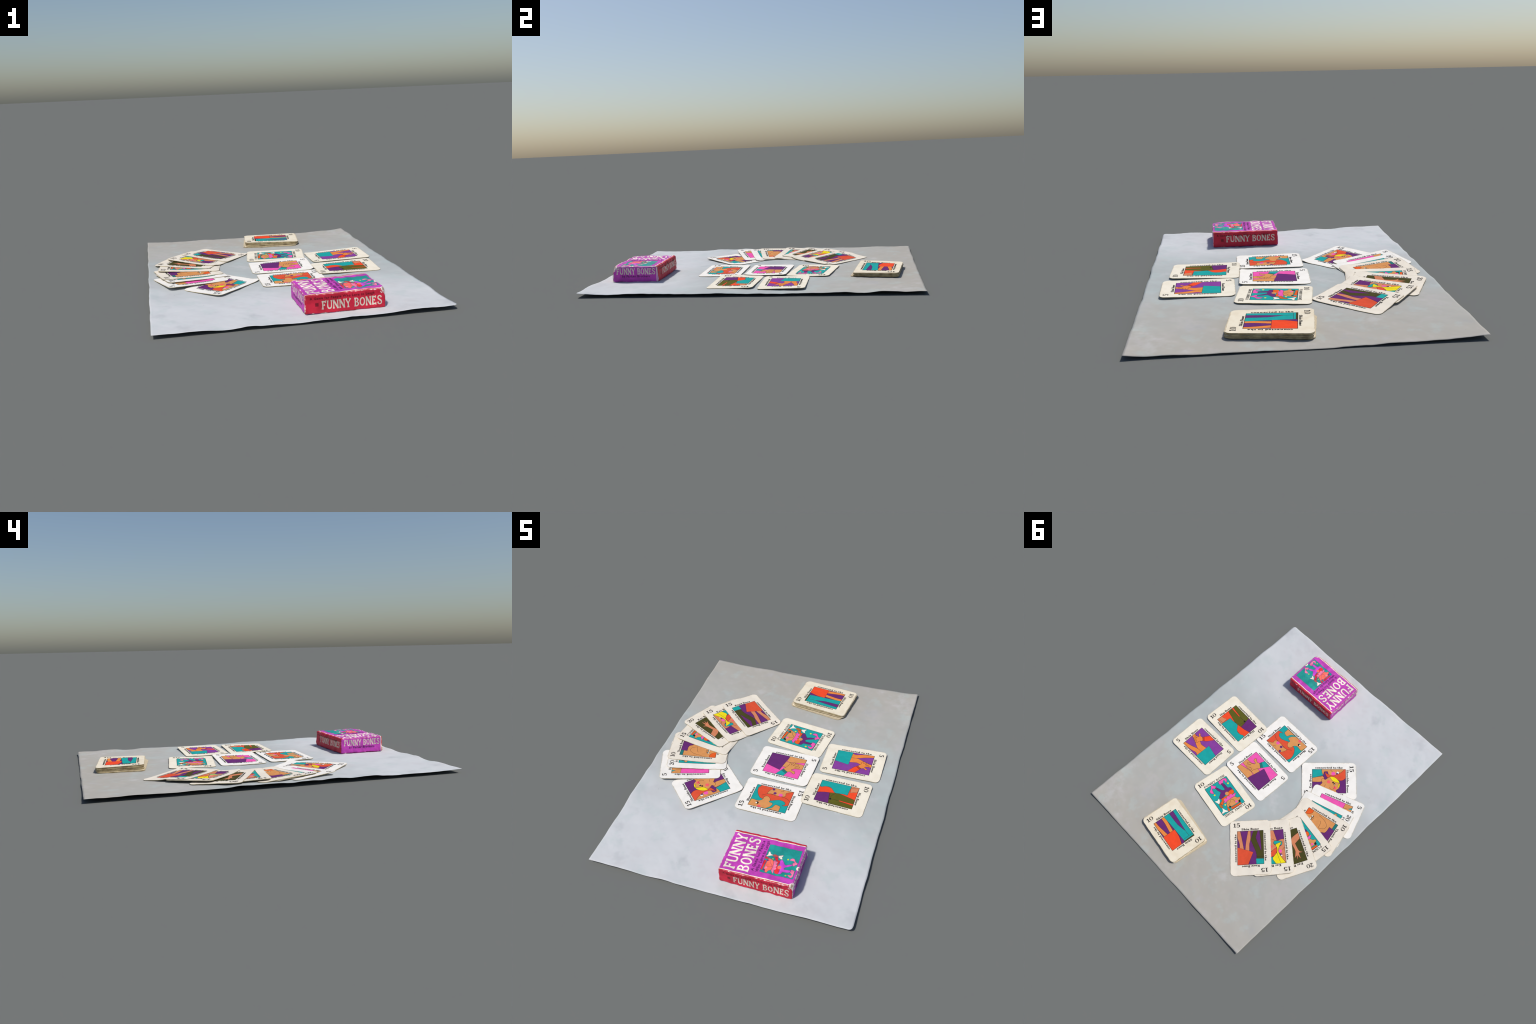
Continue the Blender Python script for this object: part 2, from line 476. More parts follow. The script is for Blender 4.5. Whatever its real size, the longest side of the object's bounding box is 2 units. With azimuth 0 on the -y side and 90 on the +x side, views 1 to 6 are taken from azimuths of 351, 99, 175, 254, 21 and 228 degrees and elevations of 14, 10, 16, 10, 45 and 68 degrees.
def new_mesh(name, verts, faces, mats, index=None, smooth=True):
    me = bpy.data.meshes.new(name)
    me.from_pydata([tuple(map(float, v)) for v in verts], [], [tuple(map(int, t)) for t in faces])
    for m in mats:
        me.materials.append(m)
    if index is not None:
        me.polygons.foreach_set("material_index", np.asarray(index, np.int32))
    me.polygons.foreach_set("use_smooth", np.full(len(me.polygons), smooth))
    me.update()
    return me


def new_object(name, mesh, parent=None, matrix=None):
    ob = bpy.data.objects.new(name, mesh)
    bpy.context.scene.collection.objects.link(ob)
    if parent is not None:
        ob.parent = parent
    if matrix is not None:
        ob.matrix_world = matrix
    return ob


# ------------------------------------------------------------------- the sheet

def waves(seed, lengths, count=18):
    r = np.random.default_rng(seed)
    lam = np.exp(r.uniform(np.log(lengths[0]), np.log(lengths[1]), count))
    ang, ph = r.uniform(0, 2 * math.pi, count), r.uniform(0, 2 * math.pi, count)
    k = 2 * math.pi / lam
    amp = (lam / lam.max()) ** 0.8
    amp /= np.sqrt((amp ** 2).sum() / 2)

    def f(x, y):
        x, y = np.asarray(x, float), np.asarray(y, float)
        out = np.zeros(np.broadcast(x, y).shape)
        for a, kk, t, p in zip(amp, k, ang, ph):
            out += a * np.sin(kk * (x * math.cos(t) + y * math.sin(t)) + p)
        return out
    return f


# Heights in millimetres along the four edges (position along the edge, height).
SOUTH = [(-0.757, 21), (-0.675, 21.5), (-0.59, 21), (-0.51, 18.5), (-0.44, 15), (-0.40, 12), (-0.355, 12.5), (-0.313, 18), (-0.28, 20), (-0.22, 16.5), (-0.11, 12), (-0.02, 11), (0.07, 15), (0.14, 14), (0.21, 16), (0.29, 16), (0.39, 17), (0.47, 20.5), (0.52, 24), (0.59, 25.5), (0.655, 23), (0.75, 24)]
EAST = [(-0.99, 24), (-0.85, 16.5), (-0.755, 17), (-0.61, 20), (-0.52, 17), (-0.275, 15), (-0.16, 18.5), (-0.02, 14), (0.126, 13.5), (0.25, 11), (0.38, 13.5), (0.466, 15.5), (0.585, 16), (0.667, 12), (0.76, 20.5), (0.87, 16), (0.958, 18.5)]
NORTH = [(0.756, 17), (0.705, 12), (0.577, 10), (0.496, 5.5), (0.424, 5.5), (0.342, 6), (0.25, 5.5), (0.16, 3), (0.083, 1.6), (0.0, 1.2), (-0.087, 2.3), (-0.196, 4), (-0.264, 5), (-0.328, 9), (-0.42, 8.5), (-0.51, 9.7), (-0.576, 11.6), (-0.728, 19.5), (-0.761, 21)]
WEST = [(0.91, 20.5), (0.82, 21), (0.763, 22.5), (0.667, 21), (0.545, 18.5), (0.4, 20), (0.306, 20), (0.241, 25), (0.185, 22.5), (0.11, 25), (-0.008, 21), (-0.122, 25), (-0.168, 22), (-0.266, 27), (-0.352, 21), (-0.453, 25), (-0.575, 17), (-0.741, 17), (-0.874, 17)]
FIELD = [  # in front of and under the cards
    (0.48, 0.19, 10.5), (0.45, -0.10, 12.5), (0.07, 0.04, 8.0), (0.08, -0.25, 11.0), (0.09, 0.34, 6.5), (-0.30, 0.46, 9.0), (-0.5, 0.2, 15.0), (-0.46, -0.05, 14.0), (-0.46, -0.25, 13.5), (-0.3, -0.33, 11.0), (0.14, 0.75, 5.0), (0.2, -0.75, 14.0), (-0.2, 0.05, 8.0),
    (-0.68, -0.40, 15.5), (-0.64, -0.62, 17.5), (-0.66, -0.88, 19.5)]


def plate_fit():
    p = [(x, -0.998, z) for x, z in SOUTH] + [(0.757, y, z) for y, z in EAST]
    p += [(x, 0.998, z) for x, z in NORTH] + [(-0.758, y, z) for y, z in WEST] + FIELD
    p = np.array(p)
    xy, z = p[:, :2], p[:, 2] / 1000
    n = len(p)
    phi = lambda r2: np.where(r2 > 0, 0.5 * r2 * np.log(np.maximum(r2, 1e-12)), 0.0)
    A = np.zeros((n + 3, n + 3))
    A[:n, :n] = phi(((xy[:, None] - xy[None]) ** 2).sum(-1)) + np.eye(n) * 2e-5
    A[:n, n], A[:n, n + 1:] = 1, xy
    A[n:, :n] = A[:n, n:].T
    w = np.linalg.solve(A, np.append(z - 0.0004, [0, 0, 0]))

    def height(x, y):
        x, y = np.asarray(x, float), np.asarray(y, float)
        out = w[n] + w[n + 1] * x + w[n + 2] * y
        for (px, py), c in zip(xy, w):
            out = out + c * phi((x - px) ** 2 + (y - py) ** 2)
        return out
    return height


PLATE = plate_fit()
RIPPLE = waves(3, (0.07, 0.3))
CREASE = waves(8, (0.03, 0.08))


def sheet_height(x, y):
    return np.maximum(PLATE(x, y) + 0.0007 * RIPPLE(x, y) + 0.00022 * CREASE(x, y), 0.0011)


def build_sheet():
    nx, ny, thick = 150, 200, 0.0010
    s, t = np.meshgrid(np.linspace(0, 1, nx), np.linspace(0, 1, ny))
    c = {"sw": (-0.7560, -0.9995), "se": (0.7610, -0.9972), "ne": (0.7570, 1.0), "nw": (-0.7620, 0.9965)}
    x, y = [sum(np.array(w) * c[k][i] for k, w in (("sw", (1 - s) * (1 - t)), ("se", s * (1 - t)), ("ne", s * t), ("nw", (1 - s) * t))) for i in (0, 1)]
    rag = waves(21, (0.05, 0.4))
    x = x + 0.0012 * rag(x * 0, y) * np.abs(2 * s - 1) ** 8
    y = np.clip(y + 0.0010 * rag(x, y * 0 + 5) * np.abs(2 * t - 1) ** 8, -1.0, 1.0)
    # the south-east corner is rounded off
    r, cx, cy = 0.02, 0.7610 - 0.02, -0.9972 + 0.02
    dx, dy = np.maximum(x - cx, 0), np.maximum(cy - y, 0)
    d = np.hypot(dx, dy)
    out = (dx > 0) & (dy > 0) & (d > r)
    k = np.where(out, r / np.maximum(d, 1e-9), 1.0)
    x, y = np.where(out, cx + dx * k, x), np.where(out, cy - dy * k, y)
    z = sheet_height(x, y)
    n = nx * ny
    top = np.stack([x, y, z], -1).reshape(-1, 3)
    low = top - (0, 0, thick)
    low[:, 2] = np.maximum(low[:, 2], 0.0)
    idx = np.arange(n).reshape(ny, nx)
    q = np.stack([idx[:-1, :-1], idx[:-1, 1:], idx[1:, 1:], idx[1:, :-1]], -1).reshape(-1, 4)
    rim = np.concatenate([idx[0, :-1], idx[:-1, -1], idx[-1, :0:-1], idx[:0:-1, 0]])
    wall = np.stack([rim, rim + n, np.roll(rim, -1) + n, np.roll(rim, -1)], -1)
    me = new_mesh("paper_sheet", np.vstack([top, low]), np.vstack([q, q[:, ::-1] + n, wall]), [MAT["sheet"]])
    ob = new_object("paper_sheet", me)
    ob["label"] = "large rectangular sheet of pale grey paper, slightly rippled"
    ob["category"] = "paper sheet"
    return ob

# ---------------------------------------------------------------- the pictures

# Shapes of each picture, back to front: part, ink, kind, control points in
# percent of the picture (x to the right, y down); a disc has a radius in mm.
ART = {
    'shin_hand': [
        ('leg', 'skin_orange', 'limb', [(0, 0), (10, 0), (16, 21), (26, 43), (30, 63), (4, 62), (10, 49), (5, 35), (2, 21)]),
        ('leg', 'skin_orange', 'limb', [(48, 0), (61, 0), (60, 10), (55, 30), (49, 42), (54, 66), (30, 66), (27, 43), (38, 22), (45, 7)]),
        ('skirt', 'teal', 'sharp', [(0, 58), (66, 61), (56, 100), (0, 100)]),
        ('sleeve', 'scarlet', 'sharp', [(75, 26), (100, 39), (98, 58), (73, 45), (63, 36)]),
        ('cuff', 'brick', 'sharp', [(75, 26), (80, 28), (67, 40), (63, 36)]),
        ('hand', 'skin_orange', 'round', [(73, 26), (71, 19), (77, 14), (76, 10), (72, 10), (66, 17), (63, 16), (59, 8), (55, 6), (54, 8), (57, 16), (50, 9), (45, 8), (45, 12), (51, 18), (43, 15), (42, 17), (47, 23), (39, 23), (38, 26), (43, 28), (53, 29), (63, 35)]),
    ],
    'hip': [
        ('trousers', 'olive', 'sharp', [(58, 2), (100, 0), (98, 62), (51, 68), (46, 56), (47, 40)]),
        ('gap', 'scarlet', 'sharp', [(77, 1), (84, 1), (79, 38), (75, 37)]),
        ('sweater', 'purple', 'sharp', [(98, 62), (100, 100), (61, 99), (53, 84), (51, 69)]),
        ('shirt', 'scarlet', 'limb', [(47, 54), (51, 69), (54, 83), (62, 101), (24, 101), (26, 82), (30, 66)]),
        ('skirt', 'teal', 'limb', [(1, 21), (45, 23), (44, 34), (47, 53), (43, 59), (31, 67), (26, 76), (28, 87), (33, 93), (32, 99), (0, 100)]),
        ('hand', 'salmon', 'sharp', [(0, 0), (23, 2), (26, 11), (31, 19), (1, 21)]),
        ('line', 'line', 'line', [(5, 4), (8, 20)]),
        ('line', 'line', 'line', [(77, 40), (78, 61)]),
        ('line', 'line', 'line', [(50, 53), (59, 60), (75, 62)]),
        ('button', 'ink', 'disc', [78, 61, 6.8]),
    ],
    'hand_knee': [
        ('leg', 'tan', 'sharp', [(0, 0), (17, 0), (26, 24), (30, 40), (27, 50), (1, 48)]),
        ('leg', 'tan', 'limb', [(30, 0), (52, 0), (55, 19), (63, 29), (57, 47), (58, 62), (28, 58), (31, 39), (28, 21)]),
        ('skirt', 'purple', 'sharp', [(1, 48), (76, 58), (61, 99), (0, 100)]),
        ('sleeve', 'teal', 'sharp', [(86, 37), (99, 41), (98, 63), (74, 53)]),
        ('cuff', 'dark_teal', 'sharp', [(78, 35), (87, 37), (75, 53), (67, 50)]),
        ('hand', 'tan', 'round', [(77, 36), (74, 30), (75, 26), (81, 18), (79, 16), (75, 15), (68, 18), (66, 26), (62, 28), (56, 23), (48, 11), (43, 10), (42, 14), (48, 23), (37, 16), (32, 16), (31, 20), (42, 29), (31, 26), (27, 27), (27, 30), (41, 34), (30, 36), (31, 39), (43, 40), (55, 44), (66, 49)]),
    ],
    'head_nose': [
        ('hair', 'coral', 'round', [(0, 0), (65, 1), (70, 9), (70, 16), (66, 10), (56, 11), (50, 18), (49, 28), (55, 40), (61, 50), (60, 70), (57, 78), (47, 85), (32, 91), (15, 93), (1, 88)]),
        ('face', 'tan', 'round', [(1, 2), (13, 18), (24, 17), (31, 21), (33, 39), (30, 53), (32, 65), (14, 61), (1, 54)]),
        ('cheek', 'pink', 'disc', [27, 30, 12.9]),
        ('eye', 'purple', 'disc', [24, 46, 9.9]),
        ('eye', 'purple', 'disc', [8, 53, 8.8]),
        ('line', 'line', 'line', [(44, 2), (36, 12), (33, 24), (33, 41), (31, 55), (35, 66), (45, 76)]),
        ('line', 'line', 'line', [(3, 27), (8, 28), (11, 33)]),
        ('face', 'tan', 'round', [(98, 53), (100, 100), (86, 99), (70, 96), (72, 80), (66, 72), (59, 69), (52, 69), (45, 65), (44, 59), (50, 53), (59, 50), (67, 51), (69, 42), (75, 40), (87, 44)]),
        ('hand', 'tan', 'round', [(98, 18), (98, 48), (89, 38), (73, 32), (75, 21), (80, 18)]),
        ('cheek', 'rose', 'disc', [96, 71, 11.9]),
        ('eye', 'ink', 'disc', [82, 79, 9.9]),
        ('eye', 'white', 'disc', [83, 81, 5.3]),
        ('hair', 'yellow', 'sharp', [(72, 96), (86, 98), (72, 98)]),
    ],
    'jester': [
        ('shoe', 'pink', 'round', [(61, 2), (86, 2), (94, 6), (92, 13), (84, 19), (84, 9), (79, 8), (71, 15), (59, 12)]),
        ('shoe', 'pink', 'round', [(28, 0), (34, 2), (37, 6), (43, 9), (40, 14), (31, 15), (29, 11), (23, 14), (20, 27), (11, 21), (12, 14), (23, 8)]),
        ('tights', 'purple', 'round', [(65, 13), (73, 15), (76, 23), (78, 34), (88, 38), (88, 47), (71, 45), (52, 50), (31, 53), (28, 46), (44, 35), (39, 25), (37, 15), (42, 15), (55, 32), (65, 33)]),
        ('jacket', 'orange', 'round', [(72, 45), (89, 46), (88, 57), (73, 59), (57, 57), (39, 61), (30, 67), (23, 72), (18, 63), (30, 59), (31, 53), (50, 53), (63, 54)]),
        ('hand', 'tan', 'disc', [62, 48, 13.1]),
        ('ruff', 'pink', 'sharp', [(31, 68), (41, 62), (56, 61), (70, 61), (82, 60), (93, 61), (80, 69), (63, 69), (40, 70)]),
        ('ruff', 'pink', 'disc', [43, 62, 10.5]),
        ('ruff', 'pink', 'disc', [57, 61, 10.5]),
        ('ruff', 'pink', 'disc', [70, 60, 10.5]),
        ('face', 'tan', 'round', [(43, 69), (78, 68), (86, 76), (94, 78), (94, 84), (83, 86), (80, 90), (55, 90), (45, 89), (36, 87), (33, 83)]),
        ('line', 'line', 'line', [(58, 70), (67, 73), (70, 83)]),
        ('line', 'line', 'line', [(58, 71), (51, 77), (43, 80), (44, 86)]),
        ('cheek', 'pink', 'disc', [74, 85, 8.1]),
        ('hair', 'ink', 'sharp', [(82, 86), (89, 86), (88, 92), (80, 92)]),
        ('hair', 'ink', 'disc', [42, 88, 7.0]),
        ('hat', 'orange', 'sharp', [(43, 91), (87, 94), (86, 99), (43, 98)]),
        ('collar', 'orange', 'sharp', [(31, 84), (35, 89), (38, 97), (27, 98)]),
        ('bone', 'white', 'round', [(24, 48), (24, 54), (16, 63), (12, 62), (9, 57), (5, 50), (9, 49), (15, 51)]),
        ('bone', 'white', 'round', [(14, 77), (17, 82), (20, 88), (26, 94), (24, 97), (14, 94), (3, 94), (2, 90), (10, 86)]),
        ('hand', 'skin_brown', 'round', [(12, 64), (17, 63), (20, 78), (10, 76)]),
        ('bell', 'yellow', 'disc', [89, 23, 6.2]),
        ('bell', 'yellow', 'disc', [19, 32, 6.0]),
        ('bell', 'yellow', 'disc', [31, 75, 5.6]),
    ],
    'shin_shin': [
        ('leg', 'skin_orange', 'limb', [(0, 0), (10, 0), (12, 18), (22, 56), (6, 56), (3, 34), (0, 16)]),
        ('leg', 'skin_orange', 'limb', [(35, 0), (46, 0), (48, 19), (44, 56), (30, 56), (35, 21)]),
        ('trousers', 'teal', 'sharp', [(46, 1), (100, 0), (100, 100), (57, 96), (54, 71), (50, 28)]),
        ('gap', 'purple', 'limb', [(70, 0), (87, 0), (85, 36), (82, 73), (72, 43)]),
        ('waistband', 'dark_olive', 'sharp', [(55, 96), (99, 96), (100, 100), (56, 100)]),
        ('skirt', 'scarlet', 'limb', [(0, 51), (52, 51), (51, 75), (42, 100), (0, 100)]),
        ('line', 'line', 'line', [(82, 73), (83, 91)]),
        ('line', 'line', 'line', [(58, 91), (98, 91)]),
    ],
    'shin_knee': [
        ('leg', 'salmon', 'limb', [(0, 0), (12, 0), (18, 23), (26, 58), (8, 54), (9, 40), (2, 21)]),
        ('leg', 'salmon', 'limb', [(42, 0), (51, 0), (51, 24), (46, 42), (46, 66), (29, 62), (34, 30)]),
        ('trousers', 'dark_olive', 'limb', [(63, 0), (100, 0), (100, 86), (72, 86), (71, 66), (52, 28), (54, 21)]),
        ('gap', 'purple', 'sharp', [(79, 0), (85, 0), (89, 32), (91, 60), (88, 59), (70, 22)]),
        ('skirt', 'coral', 'sharp', [(0, 48), (60, 64), (40, 101), (0, 101)]),
        ('sleeve', 'teal', 'sharp', [(70, 83), (99, 84), (99, 100), (71, 99)]),
        ('line', 'line', 'line', [(72, 78), (99, 79)]),
    ],
    'shoulder_ear': [
        ('arm', 'salmon', 'sharp', [(38, -1), (62, 0), (72, 31), (62, 32), (49, 25), (35, 23)]),
        ('face', 'salmon', 'round', [(24, 23), (57, 27), (62, 32), (58, 39), (69, 51), (50, 61), (21, 58)]),
        ('face', 'salmon', 'round', [(77, 32), (89, 29), (99, 29), (101, 100), (83, 83), (76, 67), (74, 54), (87, 47), (91, 38)]),
        ('cheek', 'pink', 'disc', [81, 64, 11.6]),
        ('cheek', 'rose', 'disc', [50, 48, 8.8]),
        ('eye', 'purple', 'disc', [82, 75, 10.6]),
        ('eye', 'white', 'disc', [85, 77, 4.8]),
        ('collar', 'teal', 'sharp', [(61, 32), (78, 33), (92, 37), (89, 46), (80, 47), (66, 44), (58, 39)]),
        ('cloth', 'teal', 'sharp', [(29, 79), (52, 79), (53, 88), (63, 100), (27, 100)]),
        ('hair', 'coral', 'round', [(45, 65), (67, 53), (69, 62), (62, 73), (43, 79)]),
        ('hair', 'yellow', 'round', [(88, 38), (82, 46), (74, 59), (77, 72), (88, 87), (100, 101), (61, 99), (52, 87), (52, 80), (68, 67), (70, 54), (65, 44), (75, 40)]),
        ('line', 'line', 'line', [(91, 62), (93, 57), (98, 54)]),
        ('line', 'line', 'line', [(68, 67), (72, 79), (79, 99)]),
    ],
    'thumb_ear': [
        ('arm', 'salmon', 'limb', [(100, 15), (98, 33), (76, 43), (78, 56), (82, 68), (96, 74), (78, 72), (78, 92), (71, 78), (65, 94), (66, 78), (56, 85), (67, 65), (64, 44), (63, 31), (75, 22)]),
    ],
    'nose_thumb': [
        ('hair', 'orange', 'round', [(101, -2), (101, 17), (89, 18), (79, 13), (74, 6), (75, -4)]),
        ('shirt', 'purple', 'limb', [(73, 100), (75, 82), (57, 82), (46, 79), (40, 70), (20, 62), (-13, 90), (13, 102)]),
        ('cuff', 'dark_teal', 'sharp', [(100, 91), (101, 100), (73, 99), (74, 91)]),
        ('line', 'line', 'line', [(93, 39), (90, 52), (83, 65), (73, 73), (61, 73), (54, 67), (49, 56)]),
        ('line', 'line', 'line', [(78, 51), (65, 55), (49, 56)]),
        ('line', 'line', 'line', [(74, 29), (60, 29)]),
        ('eye', 'ink', 'disc', [76, 24, 8.5]),
        ('eye', 'white', 'disc', [77, 23, 5.1]),
        ('eye', 'ink', 'disc', [65, 23, 8.5]),
        ('eye', 'white', 'disc', [66, 22, 5.3]),
    ],
    'head_hand': [
        ('hand', 'tan', 'sharp', [(99, 76), (100, 101), (63, 103), (52, 73), (80, 75)]),
        ('cuff', 'teal', 'sharp', [(82, 88), (94, 101), (85, 101)]),
        ('line', 'line', 'line', [(80, 76), (82, 88)]),
    ],
    'ear_shoulder': [
        ('sleeve', 'teal', 'sharp', [(100, 0), (100, 28), (90, 29), (74, 33), (63, 0)]),
        ('arm', 'tan', 'limb', [(63, 0), (68, 17), (71, 32), (64, 36), (48, 27), (46, 16), (47, 0)]),
        ('face', 'tan', 'round', [(101, 29), (100, 97), (81, 87), (73, 63), (76, 51), (80, 48), (90, 46), (90, 40), (89, 36), (76, 33), (88, 29)]),
        ('cheek', 'pink', 'disc', [81, 63, 14.4]),
        ('eye', 'ink', 'disc', [84, 76, 11.2]),
        ('eye', 'white', 'disc', [85, 76, 8.8]),
        ('eye', 'purple', 'disc', [81, 74, 7.2]),
        ('line', 'line', 'line', [(98, 55), (93, 57), (90, 61)]),
        ('face', 'tan', 'round', [(56, 39), (67, 52), (55, 64), (42, 81), (21, 79), (11, 70), (-1, 75), (-1, 21), (20, 17), (34, 24), (43, 30), (52, 27), (60, 30), (61, 35)]),
        ('cheek', 'rose', 'disc', [47, 49, 12.6]),
        ('cheek', 'rose', 'disc', [22, 67, 11.0]),
        ('hair', 'coral', 'round', [(100, 97), (100, 101), (64, 100), (55, 93), (52, 84), (56, 76), (67, 66), (69, 54), (64, 46), (75, 41), (88, 38), (82, 43), (76, 52), (74, 65), (81, 79), (89, 88)]),
        ('hair', 'yellow', 'round', [(68, 53), (67, 66), (56, 76), (44, 81), (45, 71), (52, 60)]),
        ('hair', 'yellow', 'round', [(42, 80), (37, 82), (24, 80), (24, 77), (33, 77)]),
        ('line', 'line', 'line', [(46, 62), (32, 65), (21, 65), (15, 60), (18, 54), (24, 51)]),
        ('line', 'line', 'line', [(36, 40), (29, 37), (25, 37)]),
        ('eye', 'ink', 'disc', [44, 62, 6.0]),
        ('eye', 'ink', 'disc', [38, 66, 6.3]),
        ('eye', 'white', 'disc', [35, 66, 2.7]),
    ],
}

# ------------------------------------------------------------------- the cards

# name: background colour, caption above, caption below, shapes
CAPTIONS = {
    "shin_hand": ("violet", "Shin Bone", "Hand Bone"), "hip": ("scarlet", "Hip Bone", "Hip Bone"),
    "hand_knee": ("pink", "Hand Bone", "Knee Bone"), "head_nose": ("teal", "Head Bone", "Nose Bone"),
    "jester": ("teal", None, None), "shin_shin": ("purple", "Shin Bone", "Shin Bone"),
    "shin_knee": ("purple", "Shin Bone", "Knee Bone"), "shoulder_ear": ("purple", "Shoulder Bone", "Ear Bone"),
    "thumb_ear": ("dark_olive", "Thumb Bone", "Ear Bone"), "nose_thumb": ("tan", "Nose Bone", "Thumb Bone"),
    "head_hand": ("pink", "Head Bone", "Hand Bone"), "ear_shoulder": ("purple", "Ear Bone", "Shoulder Bone"),
}

# picture, number, stock, x, y, turn in degrees, heights (mm) at the picture's corners
# top-left, top-right, bottom-right, bottom-left.  Listed from the bottom layer up.
LAYOUT = [
    ("head_nose", "15", "white_card", 0.0789, -0.2541, -90.5, (16.6, 15.4, 16.8, 15.1)),
    ("jester", "10", "cream_card", 0.0939, 0.3357, -98.5, (14.1, 9.7, 10.1, 11.8)),
    ("shin_hand", "5", "cream_card", 0.4826, 0.1932, -89.4, (21.1, 19.7, 17.0, 14.1)),
    ("hip", "10", "cream_card", 0.4509, -0.1057, -92.1, (20.7, 18.2, 20.0, 15.9)),
    ("hand_knee", "5", "white_card", 0.0716, 0.0438, -92.6, (17.7, 14.1, 12.7, 11.8)),
    ("ear_shoulder", "15", "white_card", -0.3370, -0.2673, -45.0, (7.0, 14.2, 21.6, 14.4)),
    ("head_hand", "5", "white_card", -0.5096, -0.1218, -69.8, (7.4, 16.4, 32.0, 23.0)),
    ("jester", "20", "white_card", -0.4977, -0.0267, -73.2, (8.6, 17.6, 32.9, 23.9)),
    ("nose_thumb", "10", "warm_card", -0.5140, 0.0358, -78.0, (11.1, 19.5, 32.4, 23.0)),
    ("jester", "15", "warm_card", -0.4946, 0.1756, -98.2, (10.9, 19.5, 32.6, 23.0)),
    ("thumb_ear", "20", "warm_card", -0.4933, 0.2723, -116.2, (14.1, 23.1, 28.7, 19.7)),
    ("shoulder_ear", "15", "warm_card", -0.4066, 0.3562, -128.5, (12.0, 21.0, 32.0, 23.0)),
    ("shin_knee", "15", "warm_card", -0.3084, 0.4598, -131.6, (12.8, 19.7, 26.4, 13.5)),
]


class Surface:
    """Height of one card over its own rectangle, draped over what lies below."""
    NX, NY = 25, 35

    def __init__(self, x, y, turn, corners, below, floor=sheet_height):
        self.x, self.y = x, y
        self.c, self.s = math.cos(math.radians(turn)), math.sin(math.radians(turn))
        self.turn = math.radians(turn)
        gx, gy = np.meshgrid(np.linspace(-CARD_W / 2, CARD_W / 2, self.NX), np.linspace(-CARD_H / 2, CARD_H / 2, self.NY))
        u, v = gx / PIC_W + 0.5, 0.5 - gy / PIC_H
        tl, tr, br, bl = [h / 1000 for h in corners]
        want = tl * (1 - u) * (1 - v) + tr * u * (1 - v) + br * u * v + bl * (1 - u) * v
        wx, wy = self.world(gx, gy)
        low = floor(wx, wy) + CARD_T + 0.0008
        for other in below:
            low = np.maximum(low, other.over(wx, wy) + CARD_T + 0.0010)
        z = np.maximum(want, low)
        for _ in range(14):
            p = np.pad(z, 1, mode="reflect", reflect_type="odd")
            z = np.maximum((p[:-2, 1:-1] + p[2:, 1:-1] + p[1:-1, :-2] + p[1:-1, 2:] + 2 * z) / 6, low)
        self.z = z
        self.base = float(z.mean())

    def world(self, x, y):
        return self.x + x * self.c - y * self.s, self.y + x * self.s + y * self.c

    def local(self, x, y):
        dx, dy = x - self.x, y - self.y
        return dx * self.c + dy * self.s, -dx * self.s + dy * self.c

    def at(self, x, y):
        i = np.clip((np.asarray(x) / CARD_W + 0.5) * (self.NX - 1), 0, self.NX - 1.001)
        j = np.clip((np.asarray(y) / CARD_H + 0.5) * (self.NY - 1), 0, self.NY - 1.001)
        a, b = i.astype(int), j.astype(int)
        s, t = i - a, j - b
        z = self.z
        return z[b, a] * (1 - s) * (1 - t) + z[b, a + 1] * s * (1 - t) + z[b + 1, a + 1] * s * t + z[b + 1, a] * (1 - s) * t

    def over(self, x, y):
        lx, ly = self.local(x, y)
        hit = (np.abs(lx) < CARD_W / 2 + 0.012) & (np.abs(ly) < CARD_H / 2 + 0.012)
        return np.where(hit, self.at(lx, ly), -1.0)

    def lift(self, v, up=0.0):
        """2D card points (metres) to 3D points in the card's own frame."""
        return np.column_stack([v, self.at(v[:, 0], v[:, 1]) - self.base + up])

    def matrix(self):
        return Matrix.Translation((self.x, self.y, self.base)) @ Matrix.Rotation(self.turn, 4, "Z")


def card_outline(seed, rag=0.0006, n=7):
    """Rounded rectangle with a slightly worn rim, in millimetres."""
    w, h, r = CARD_W / 2, CARD_H / 2, CARD_R
    pts = []
    for cx, cy, a0 in ((w - r, h - r, 0), (-w + r, h - r, 90), (-w + r, -h + r, 180), (w - r, -h + r, 270)):
        for a in np.linspace(0, 90, n):
            t = math.radians(a0 + a)
            pts.append((cx + r * math.cos(t), cy + r * math.sin(t)))
    pts = np.array(pts)
    full = []
    for a, b in zip(pts, np.roll(pts, -1, 0)):
        k = max(1, int(np.linalg.norm(b - a) / 0.014))
        full.extend(a + (b - a) * i / k for i in range(k))
    full = np.array(full)
    f = waves(seed, (0.02, 0.09), 10)
    d = full / np.linalg.norm(full, axis=1, keepdims=True)
    full = full + d * rag * f(full[:, 0], full[:, 1])[:, None]
    full[:, 0] = np.clip(full[:, 0], -w, w)
    full[:, 1] = np.clip(full[:, 1], -h, h)
    return full * 1000


def card_body(outline, thick=CARD_T, step=16.0):
    """Flat closed slab: verts with z 0 (face) and -thick (back); face, back, rim."""
    v, f, _ = partition(outline, [], step)
    v, f = compact(v, f)
    n = len(v)
    cnt = {}
    for t in f:
        for a, b in ((t[0], t[1]), (t[1], t[2]), (t[2], t[0])):
            cnt[(a, b)] = 1
    rim = [(a, b) for a, b in cnt if (b, a) not in cnt]
    faces = [tuple(t) for t in f] + [tuple(t[::-1] + n) for t in f]
    faces += [(b, a, a + n, b + n) for a, b in rim]
    index = [0] * (2 * len(f)) + [1] * len(rim)
    flat = np.vstack([v, v]) / 1000
    drop = np.concatenate([np.zeros(n), np.full(n, -thick)])
    return flat, drop, faces, index


